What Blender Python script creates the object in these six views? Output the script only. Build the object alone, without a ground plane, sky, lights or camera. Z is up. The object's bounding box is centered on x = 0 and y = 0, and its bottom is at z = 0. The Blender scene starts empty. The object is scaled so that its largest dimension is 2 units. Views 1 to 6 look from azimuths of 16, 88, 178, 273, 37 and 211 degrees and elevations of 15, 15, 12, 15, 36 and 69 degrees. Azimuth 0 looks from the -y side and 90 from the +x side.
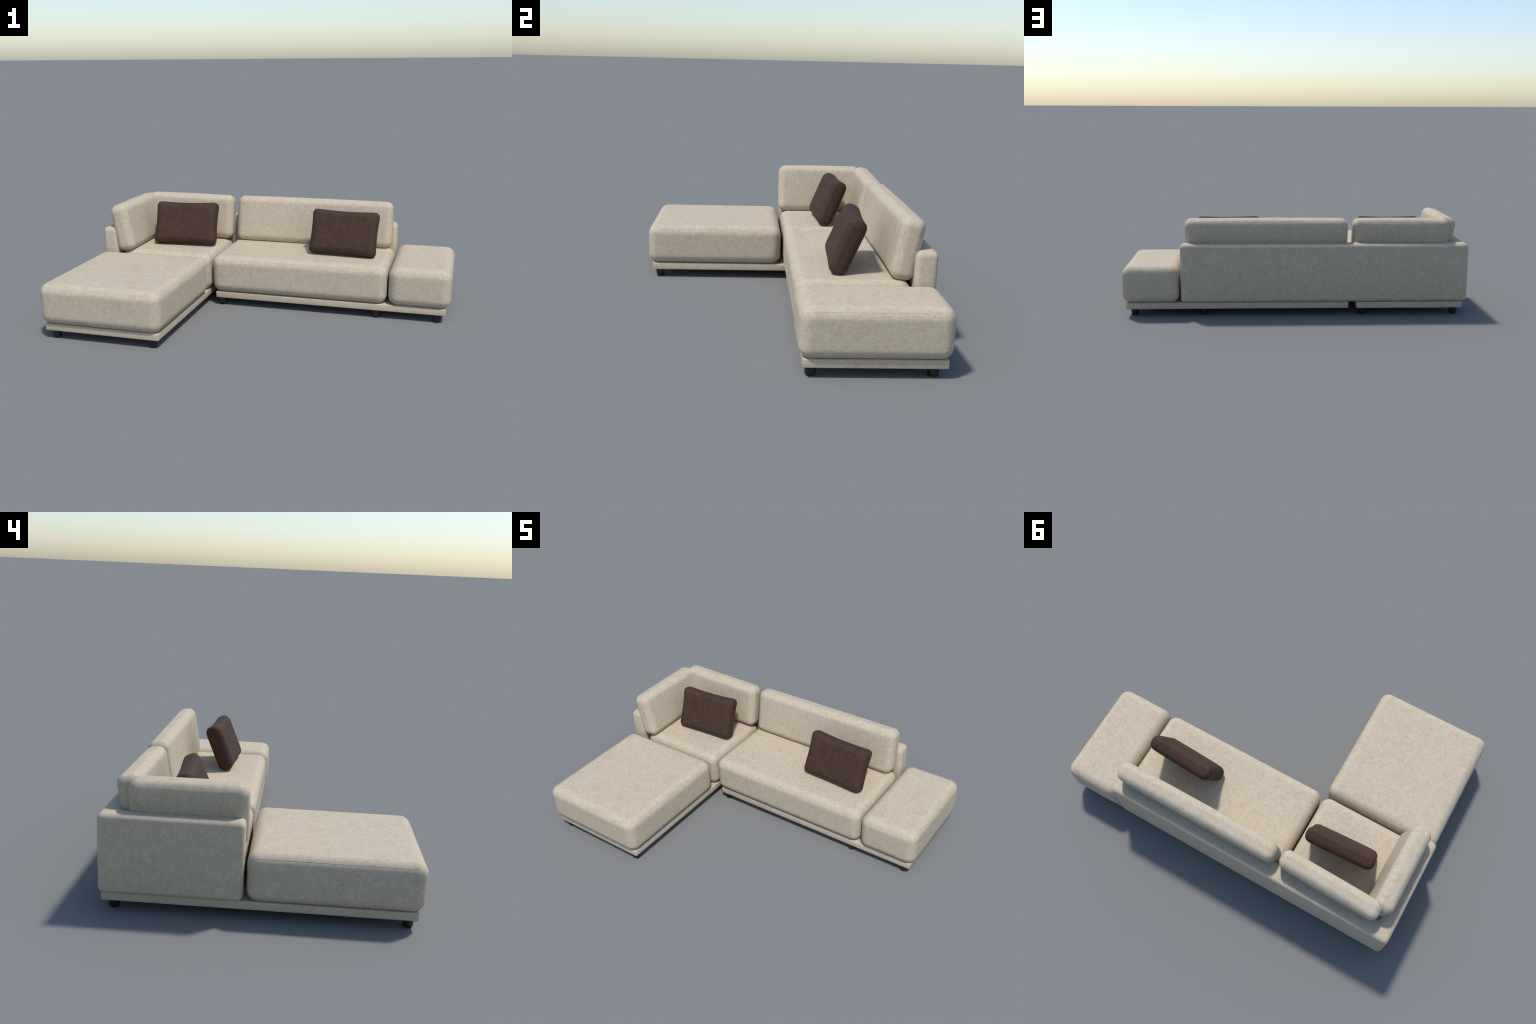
"""Corner sofa: two low platforms on short legs, an L-shaped upholstered back
frame, box cushions for the seats, tilted box cushions for the backs, and two
loose brown throw pillows."""
import bpy, bmesh, math
from mathutils import Vector, Matrix, noise

RAD = math.radians


# ------------------------------------------------------------------ materials
class Graph:
    """Small helper for building node graphs."""

    def __init__(self, name):
        self.mat = bpy.data.materials.new(name)
        self.mat.use_nodes = True
        self.nt = self.mat.node_tree
        self.nt.nodes.clear()
        self.out = self.node("ShaderNodeOutputMaterial")
        self.bsdf = self.node("ShaderNodeBsdfPrincipled")
        self.link(self.bsdf.outputs[0], self.out.inputs[0])

    def node(self, kind, **props):
        n = self.nt.nodes.new(kind)
        for k, v in props.items():
            setattr(n, k, v)
        return n

    def link(self, a, b):
        self.nt.links.new(a, b)

    def feed(self, sock, v):
        if hasattr(v, "is_output"):
            self.link(v, sock)
        else:
            sock.default_value = v

    def math(self, op, a, b=0.0, c=0.0, clamp=False):
        n = self.node("ShaderNodeMath", operation=op, use_clamp=clamp)
        for i, v in enumerate((a, b, c)):
            self.feed(n.inputs[i], v)
        return n.outputs[0]

    def coords(self, scale=(1, 1, 1), loc=(0, 0, 0), rot=(0, 0, 0), src=None):
        if src is None:
            src = self.node("ShaderNodeTexCoord").outputs["Object"]
        m = self.node("ShaderNodeMapping")
        self.link(src, m.inputs[0])
        m.inputs["Location"].default_value = loc
        m.inputs["Rotation"].default_value = rot
        m.inputs["Scale"].default_value = scale
        return m.outputs[0]

    def noise(self, vec, scale, detail=2.0, rough=0.5, dist=0.0):
        n = self.node("ShaderNodeTexNoise")
        self.link(vec, n.inputs["Vector"])
        n.inputs["Scale"].default_value = scale
        n.inputs["Detail"].default_value = detail
        n.inputs["Roughness"].default_value = rough
        n.inputs["Distortion"].default_value = dist
        return n.outputs["Fac"]

    def remap(self, v, a, b, c=0.0, d=1.0, smooth=True):
        n = self.node("ShaderNodeMapRange")
        n.interpolation_type = "SMOOTHSTEP" if smooth else "LINEAR"
        self.feed(n.inputs["Value"], v)
        for k, x in zip(("From Min", "From Max", "To Min", "To Max"), (a, b, c, d)):
            n.inputs[k].default_value = x
        return n.outputs[0]

    def mix(self, fac, a, b, blend="MIX"):
        n = self.node("ShaderNodeMix", data_type="RGBA", blend_type=blend)
        self.feed(n.inputs["Factor"], fac)
        self.feed(n.inputs[6], a)
        self.feed(n.inputs[7], b)
        return n.outputs[2]

    def bump(self, height, strength, distance):
        n = self.node("ShaderNodeBump")
        n.inputs["Strength"].default_value = strength
        n.inputs["Distance"].default_value = distance
        self.link(height, n.inputs["Height"])
        self.link(n.outputs[0], self.bsdf.inputs["Normal"])


def rgba(r, g, b):
    return (r, g, b, 1.0)


def upholstery(name, vine=1.0):
    """Beige jacquard: fine paler leaf veins and short horizontal threads
    woven over a warm ground with softly greyer leaf fields."""
    g = Graph(name)
    base = g.coords()
    # the weave wanders: bend the coordinates before drawing the veins
    wob = g.node("ShaderNodeTexNoise")
    g.link(base, wob.inputs["Vector"])
    wob.inputs["Scale"].default_value = 42.0
    wob.inputs["Detail"].default_value = 1.5
    off = g.node("ShaderNodeVectorMath", operation="SUBTRACT")
    g.link(wob.outputs["Color"], off.inputs[0])
    off.inputs[1].default_value = (0.5, 0.5, 0.5)
    amp = g.node("ShaderNodeVectorMath", operation="SCALE")
    g.link(off.outputs[0], amp.inputs[0])
    amp.inputs["Scale"].default_value = 0.030
    bent = g.node("ShaderNodeVectorMath", operation="ADD")
    g.link(base, bent.inputs[0])
    g.link(amp.outputs[0], bent.inputs[1])

    def veins(scale, loc, width, stretch):
        v = g.node("ShaderNodeTexVoronoi", feature="DISTANCE_TO_EDGE")
        g.link(g.coords(scale=stretch, loc=loc, src=bent.outputs[0]), v.inputs["Vector"])
        v.inputs["Scale"].default_value = scale
        return g.remap(v.outputs["Distance"], width, width * 0.15)

    def mask(scale, loc, lo, hi):
        return g.remap(g.noise(g.coords(loc=loc), scale, 1.0), lo, hi)

    big = g.math("MULTIPLY", veins(46.0, (0.3, 0, 0), 0.065, (1, 1, 0.8)), mask(30.0, (5, 5, 5), 0.30, 0.54))
    fine = g.math("MULTIPLY", veins(80.0, (3, 7, 1), 0.090, (0.70, 0.70, 1.2)), mask(36.0, (1, 8, 3), 0.36, 0.58))
    lines = g.math("MAXIMUM", big, g.math("MULTIPLY", fine, 0.85))
    # floats of the weft lie along x, on the two end faces along y
    wx = g.noise(g.coords(scale=(0.28, 1.0, 1.0), loc=(2, 2, 2), src=bent.outputs[0]), 205.0, 1.0)
    wy = g.noise(g.coords(scale=(1.0, 0.28, 1.0), loc=(2, 2, 2), src=bent.outputs[0]), 205.0, 1.0)
    nrm = g.node("ShaderNodeSeparateXYZ")
    g.link(g.node("ShaderNodeTexCoord").outputs["Normal"], nrm.inputs[0])
    side = g.remap(g.math("ABSOLUTE", nrm.outputs["X"]), 0.60, 0.80)
    strokes_w = g.math("ADD", g.math("MULTIPLY", wx, g.math("SUBTRACT", 1.0, side)), g.math("MULTIPLY", wy, side))
    strokes = g.math("MULTIPLY", g.remap(strokes_w, 0.50, 0.64), mask(26.0, (9, 1, 6), 0.36, 0.56))
    lines = g.math("MAXIMUM", lines, g.math("MULTIPLY", strokes, 0.65))
    lines = g.math("MULTIPLY", lines, vine)
    leaf = g.remap(g.noise(g.coords(loc=(2, 4, 8), src=bent.outputs[0]), 36.0, 2.0, 0.5, 0.4), 0.38, 0.62)
    # threads
    tx = g.noise(g.coords(scale=(0.16, 1, 1)), 330.0, 2.0)
    ty = g.noise(g.coords(scale=(1, 0.16, 1)), 330.0, 2.0)
    thread = g.math("MULTIPLY_ADD", g.math("ADD", tx, ty), 0.5, 0.0)
    t = g.remap(thread, 0.35, 0.65, smooth=False)

    ground = g.mix(leaf, rgba(*GROUND), rgba(*LEAF))
    col = g.mix(g.math("MULTIPLY", lines, 0.46), ground, rgba(*VINE))
    shade = g.mix(t, rgba(0.95, 0.948, 0.94), rgba(1.05, 1.05, 1.05))
    col = g.mix(1.0, col, shade, "MULTIPLY")
    cloud = g.noise(g.coords(loc=(7, 1, 4)), 16.0, 2.0)
    col = g.mix(1.0, col, g.mix(cloud, rgba(0.955, 0.953, 0.947), rgba(1.04, 1.04, 1.04)), "MULTIPLY")
    g.link(col, g.bsdf.inputs["Base Color"])
    g.bsdf.inputs["Roughness"].default_value = 0.8
    g.bsdf.inputs["Specular IOR Level"].default_value = 0.20
    h = g.math("ADD", g.math("MULTIPLY", lines, 0.6), g.math("MULTIPLY", thread, 0.5))
    g.bump(h, 0.25, 0.0006)
    return g.mat


def suede(name):
    """Dark brown brushed leather with rusty mottling."""
    g = Graph(name)
    a = g.noise(g.coords(), 38.0, 4.0, 0.62, 0.4)
    b = g.noise(g.coords(loc=(4, 2, 9), scale=(0.8, 1, 1.2)), 120.0, 3.0, 0.65, 0.3)
    f = g.math("ADD", g.math("MULTIPLY", a, 0.45), g.math("MULTIPLY", b, 0.55))
    col = g.mix(g.remap(f, 0.34, 0.66), rgba(*HIDE_DARK), rgba(*HIDE_RUST))
    grain = g.noise(g.coords(loc=(1, 1, 1)), 420.0, 2.0)
    col = g.mix(1.0, col, g.mix(grain, rgba(0.86, 0.86, 0.86), rgba(1.14, 1.14, 1.14)), "MULTIPLY")
    # pale thread line of the closing seam, along the middle of the border
    co = g.node("ShaderNodeTexCoord").outputs["Object"]
    sep = g.node("ShaderNodeSeparateXYZ")
    g.link(co, sep.inputs[0])
    seam = g.remap(g.math("ABSOLUTE", sep.outputs["Y"]), 0.0012, 0.0004)
    col = g.mix(g.math("MULTIPLY", seam, 0.11), col, rgba(0.16, 0.13, 0.12))
    g.link(col, g.bsdf.inputs["Base Color"])
    g.bsdf.inputs["Roughness"].default_value = 0.74
    g.bsdf.inputs["Specular IOR Level"].default_value = 0.22
    g.bump(f, 0.40, 0.0012)
    return g.mat


def black_plastic(name):
    g = Graph(name)
    n = g.noise(g.coords(), 60.0, 2.0)
    g.link(g.mix(n, rgba(0.006, 0.007, 0.008), rgba(0.011, 0.012, 0.013)), g.bsdf.inputs["Base Color"])
    g.bsdf.inputs["Roughness"].default_value = 0.42
    return g.mat


GROUND = (0.464, 0.377, 0.270)
LEAF = (0.485, 0.412, 0.306)
VINE = (0.625, 0.568, 0.475)
HIDE_DARK = (0.0385, 0.0232, 0.0178)
HIDE_RUST = (0.075, 0.0350, 0.0205)

FABRIC = upholstery("beige_jacquard")
FABRIC_PLAIN = upholstery("beige_jacquard_trim", 0.7)
SUEDE = suede("brown_suede")
BLACK = black_plastic("black_plastic")


# ------------------------------------------------------------------ geometry
def axis_nodes(h, r, arc, mid, extra=()):
    """Grid positions along one axis of a rounded box: even angles in the
    rounded zones (to 45 degrees), `mid` spans between. `extra` gives extra
    angles (from the face) used on the positive side for a sewn seam."""
    ang = sorted(set(round(RAD(45) * i / arc, 5) for i in range(1, arc + 1)))
    neg = [-(h - r) - r * math.tan(t) for t in reversed(ang)]
    flat = [-(h - r) + 2 * (h - r) * i / mid for i in range(mid + 1)]
    pos_a = [t for t in ang if all(abs(t - e) > 0.035 for e in extra)]
    pos_a = sorted(pos_a + list(extra))
    pos = [(h - r) + r * math.tan(t) for t in pos_a]
    return neg + flat + pos


def rounded_box(name, size, r, seam_axis=None, seam_depth=0.0021, bulge=(0, 0, 0),
                arc=8, mid=10, shape=None):
    """A box with fully rounded edges. A thin sewn groove can run round the
    border of the + or - face of `seam_axis` (e.g. '+z', '-y'); it is lost
    towards the corners."""
    h = [s / 2 for s in size]
    core = [x - r for x in h]
    seam_t = RAD(90 - 53)                  # angle up from the side wall
    sax, sgn = None, 1
    if seam_axis:
        sax, sgn = "xyz".index(seam_axis[1]), (1 if seam_axis[0] == "+" else -1)
    nodes = []
    for k in range(3):
        ex = (seam_t - 0.045, seam_t - 0.022, seam_t, seam_t + 0.022, seam_t + 0.045) if k == sax else ()
        ns = axis_nodes(h[k], r, arc, mid, ex)
        if k == sax and sgn < 0:
            ns = [-v for v in reversed(ns)]
        nodes.append(ns)
    seam_v = (core[sax] + r * math.tan(seam_t)) * sgn if sax is not None else None

    bm = bmesh.new()
    cache = {}

    def vert(idx):
        if idx in cache:
            return cache[idx]
        q = [nodes[k][idx[k]] for k in range(3)]
        c = [max(-core[k], min(core[k], q[k])) for k in range(3)]
        d = Vector([q[k] - c[k] for k in range(3)])
        n = d.normalized()
        p = Vector(c) + n * r
        for k in range(3):                 # soft crown of the stuffing
            if bulge[k]:
                o = [j for j in range(3) if j != k]
                w = 1.0
                for j in o:
                    w *= 1 - min(1.0, abs(q[j]) / h[j]) ** 2
                p[k] += bulge[k] * w * n[k]
        if sax is not None and abs(q[sax] - seam_v) < 1e-6:
            o = [j for j in range(3) if j != sax]
            # distance to the nearest corner of the border
            gap = min((h[j] - abs(q[j])) for j in o if abs(n[j]) < 0.35) if any(abs(n[j]) < 0.35 for j in o) else 0
            fade = max(0.0, min(1.0, (gap - r * 0.5) / (r * 0.7)))
            p -= n * seam_depth * fade
        if shape:
            p = shape(p, n)
        cache[idx] = bm.verts.new(p)
        return cache[idx]

    for k in range(3):
        a, b = (k + 1) % 3, (k + 2) % 3
        na, nb, last = len(nodes[a]), len(nodes[b]), len(nodes[k]) - 1
        for side in (0, last):
            for i in range(na - 1):
                for j in range(nb - 1):
                    quad = []
                    for di, dj in ((0, 0), (1, 0), (1, 1), (0, 1)):
                        idx = [0, 0, 0]
                        idx[k], idx[a], idx[b] = side, i + di, j + dj
                        quad.append(vert(tuple(idx)))
                    if side == 0:
                        quad.reverse()
                    bm.faces.new(quad)
    bmesh.ops.recalc_face_normals(bm, faces=bm.faces)
    return finish(bm, name)


def finish(bm, name):
    me = bpy.data.meshes.new(name)
    bm.to_mesh(me)
    bm.free()
    me.polygons.foreach_set("use_smooth", [True] * len(me.polygons))
    return me


def place(name, mesh, mat, parent=None, loc=(0, 0, 0), rot=(0, 0, 0)):
    if not mesh.materials:
        mesh.materials.append(mat)
    ob = bpy.data.objects.new(name, mesh)
    bpy.context.scene.collection.objects.link(ob)
    ob.location = loc
    ob.rotation_euler = rot
    if parent:
        ob.parent = parent
        ob.matrix_parent_inverse = parent.matrix_world.inverted()
    return ob


def span(lo, hi):
    return tuple(b - a for a, b in zip(lo, hi)), tuple((a + b) / 2 for a, b in zip(lo, hi))


def prism(name, outline, z0, z1, width, segments):
    """Extrude a plan outline upwards and round all its edges."""
    bm = bmesh.new()
    low = [bm.verts.new((x, y, z0)) for x, y in outline]
    top = [bm.verts.new((x, y, z1)) for x, y in outline]
    bm.faces.new(reversed(low))
    bm.faces.new(top)
    n = len(outline)
    for i in range(n):
        j = (i + 1) % n
        bm.faces.new((low[i], low[j], top[j], top[i]))
    bmesh.ops.recalc_face_normals(bm, faces=bm.faces)
    bmesh.ops.bevel(bm, geom=bm.edges[:], offset=width, segments=segments, profile=0.5, affect="EDGES", clamp_overlap=True)
    me = finish(bm, name)
    me.set_sharp_from_angle(angle=RAD(50))
    return me


def lathe(name, profile, steps=32):
    bm = bmesh.new()
    rings = []
    for r, z in profile:
        rings.append([bm.verts.new((r * math.cos(2 * math.pi * i / steps), r * math.sin(2 * math.pi * i / steps), z)) for i in range(steps)])
    for a, b in zip(rings, rings[1:]):
        for i in range(steps):
            j = (i + 1) % steps
            bm.faces.new((a[i], a[j], b[j], b[i]))
    bm.faces.new(reversed(rings[0]))
    bm.faces.new(rings[-1])
    bmesh.ops.recalc_face_normals(bm, faces=bm.faces)
    me = finish(bm, name)
    me.set_sharp_from_angle(angle=RAD(40))
    return me


# ------------------------------------------------------------------ the sofa
BASE_Z = (0.042, 0.0795)
SEAT_Z = (0.0775, 0.2905)
SEAT_R = 0.051

sofa = bpy.data.objects.new("corner_sofa", None)
sofa.empty_display_size = 0.2
bpy.context.scene.collection.objects.link(sofa)
sofa["label"] = "low modular corner sofa in beige jacquard with tilted back cushions"
sofa["category"] = "sofa"

# platforms and legs
LEG = lathe("leg", [(0.0160, 0.0), (0.0198, 0.0012), (0.0213, 0.0048), (0.0228, 0.0200), (0.0240, 0.0430)])
platforms = [
    ((-0.976, -0.643), (-0.356, 0.654),
     [(-0.9325, -0.607), (-0.3975, -0.607), (-0.9325, 0.608), (-0.396, 0.604)]),
    ((-0.309, 0.087), (0.977, 0.649),
     [(-0.277, 0.119), (0.606, 0.119), (0.933, 0.119), (0.933, 0.599), (0.532, 0.598)]),
]
for (x0, y0), (x1, y1), feet in platforms:
    me = prism("platform", [(x0, y0), (x1, y0), (x1, y1), (x0, y1)], *BASE_Z, 0.005, 3)
    base = place("platform", me, FABRIC_PLAIN, sofa)
    for fx, fy in feet:
        place("leg", LEG, BLACK, base, (fx, fy, 0.0))

# L-shaped upholstered frame behind the cushions: back wall and left arm
frame_outline = [(-0.9995, 0.069), (-0.9050, 0.069), (-0.9050, 0.5680), (0.6625, 0.5680), (0.6625, 0.6640), (-0.9995, 0.6640)]
place("back_frame", prism("back_frame", frame_outline, 0.0805, 0.4215, 0.025, 6), FABRIC, sofa)

# seat cushions
for name, lo, hi in (
    ("chaise_cushion", (-0.9980, -0.6660), (-0.3415, 0.0582)),
    ("corner_seat_cushion", (-0.8950, 0.0725), (-0.3425, 0.5620)),
    ("long_seat_cushion", (-0.3310, 0.0710), (0.6620, 0.5620)),
    ("ottoman_cushion", (0.6700, 0.0675), (1.0000, 0.6660)),
):
    size, mid = span(lo + (SEAT_Z[0],), hi + (SEAT_Z[1],))
    place(name, rounded_box(name, size, SEAT_R, "+z"), FABRIC, sofa, mid)

# back cushions, leaning on the frame (sizes: width, thickness, height)
TILT = RAD(9.5)
BACK_R = 0.039
for lo, hi, turn in (
    ((-0.3045, 0.4895, 0.2850), (0.6375, 0.5940, 0.5560), 0.0),
    ((-0.8975, 0.4885, 0.2905), (-0.3350, 0.5910, 0.5550), RAD(-1.3)),
):
    size, mid = span(lo, hi)
    place("back_cushion", rounded_box("back_cushion", size, BACK_R, "-y", bulge=(0.002, 0.003, 0.003)),
          FABRIC, sofa, mid, (-TILT, 0, turn))
size, mid = span((-0.9325, 0.0630, 0.2830), (-0.8255, 0.5500, 0.5550))
place("back_cushion", rounded_box("back_cushion", size, BACK_R, "+x", bulge=(0.003, 0.003, 0.003)),
      FABRIC, sofa, mid, (0, -RAD(10.5), 0))

# ------------------------------------------------------------------ throw pillows
PW, PT, PH = 0.370, 0.089, 0.2410        # width, thickness, height of the case


def smooth(a, b, t):
    t = max(0.0, min(1.0, (t - a) / (b - a)))
    return t * t * (3 - 2 * t)


def stuffed(p, n):
    """Swell the border strip outwards, draw the four borders in between the
    corners, plump the two faces and thin the case towards the corners."""
    u, v = p.x / (PW / 2), p.z / (PH / 2)
    au, av = min(1, abs(u)), min(1, abs(v))
    belly = 1 - min(1, abs(p.y) / (PT / 2)) ** 2
    rim_u, rim_v = smooth(0.55, 1.0, au), smooth(0.45, 1.0, av)
    x = p.x + math.copysign(1, p.x) * rim_u * (0.0068 * belly + 0.0016 - 0.0068 * (1 - av * av))
    z = p.z + math.copysign(1, p.z) * rim_v * (0.0068 * belly + 0.0020 - (0.0085 if p.z > 0 else 0.0060) * (1 - au * au))
    corner = smooth(0.55, 1.0, au) * smooth(0.45, 1.0, av)
    y = p.y * (1 - 0.05 * corner) + math.copysign(0.0015, p.y) * (1 - au * au) * (1 - av * av) * abs(n.y)
    q = Vector((x, y, z))
    f = noise.noise(Vector((p.x * 14, p.y * 14, p.z * 14)))
    g = noise.noise(Vector((p.x * 60 + 7, p.y * 60, p.z * 60)))
    return q + n * (0.0003 * f + 0.0011 * g * corner)


pillow = rounded_box("throw_pillow", (PW, PT, PH), 0.029, None, arc=8, mid=40, shape=stuffed)
for mid, rot in (
    ((-0.5697, 0.3265, 0.4165), (RAD(-22.3), RAD(-0.6), RAD(3.2))),
    ((0.3910, 0.3053, 0.4148), (RAD(-22.7), RAD(0.7), RAD(-3.05))),
):
    ob = place("throw_pillow", pillow, SUEDE, None, mid, rot)
    ob["label"] = "dark brown suede rectangular throw pillow leaning back"
    ob["category"] = "pillow"
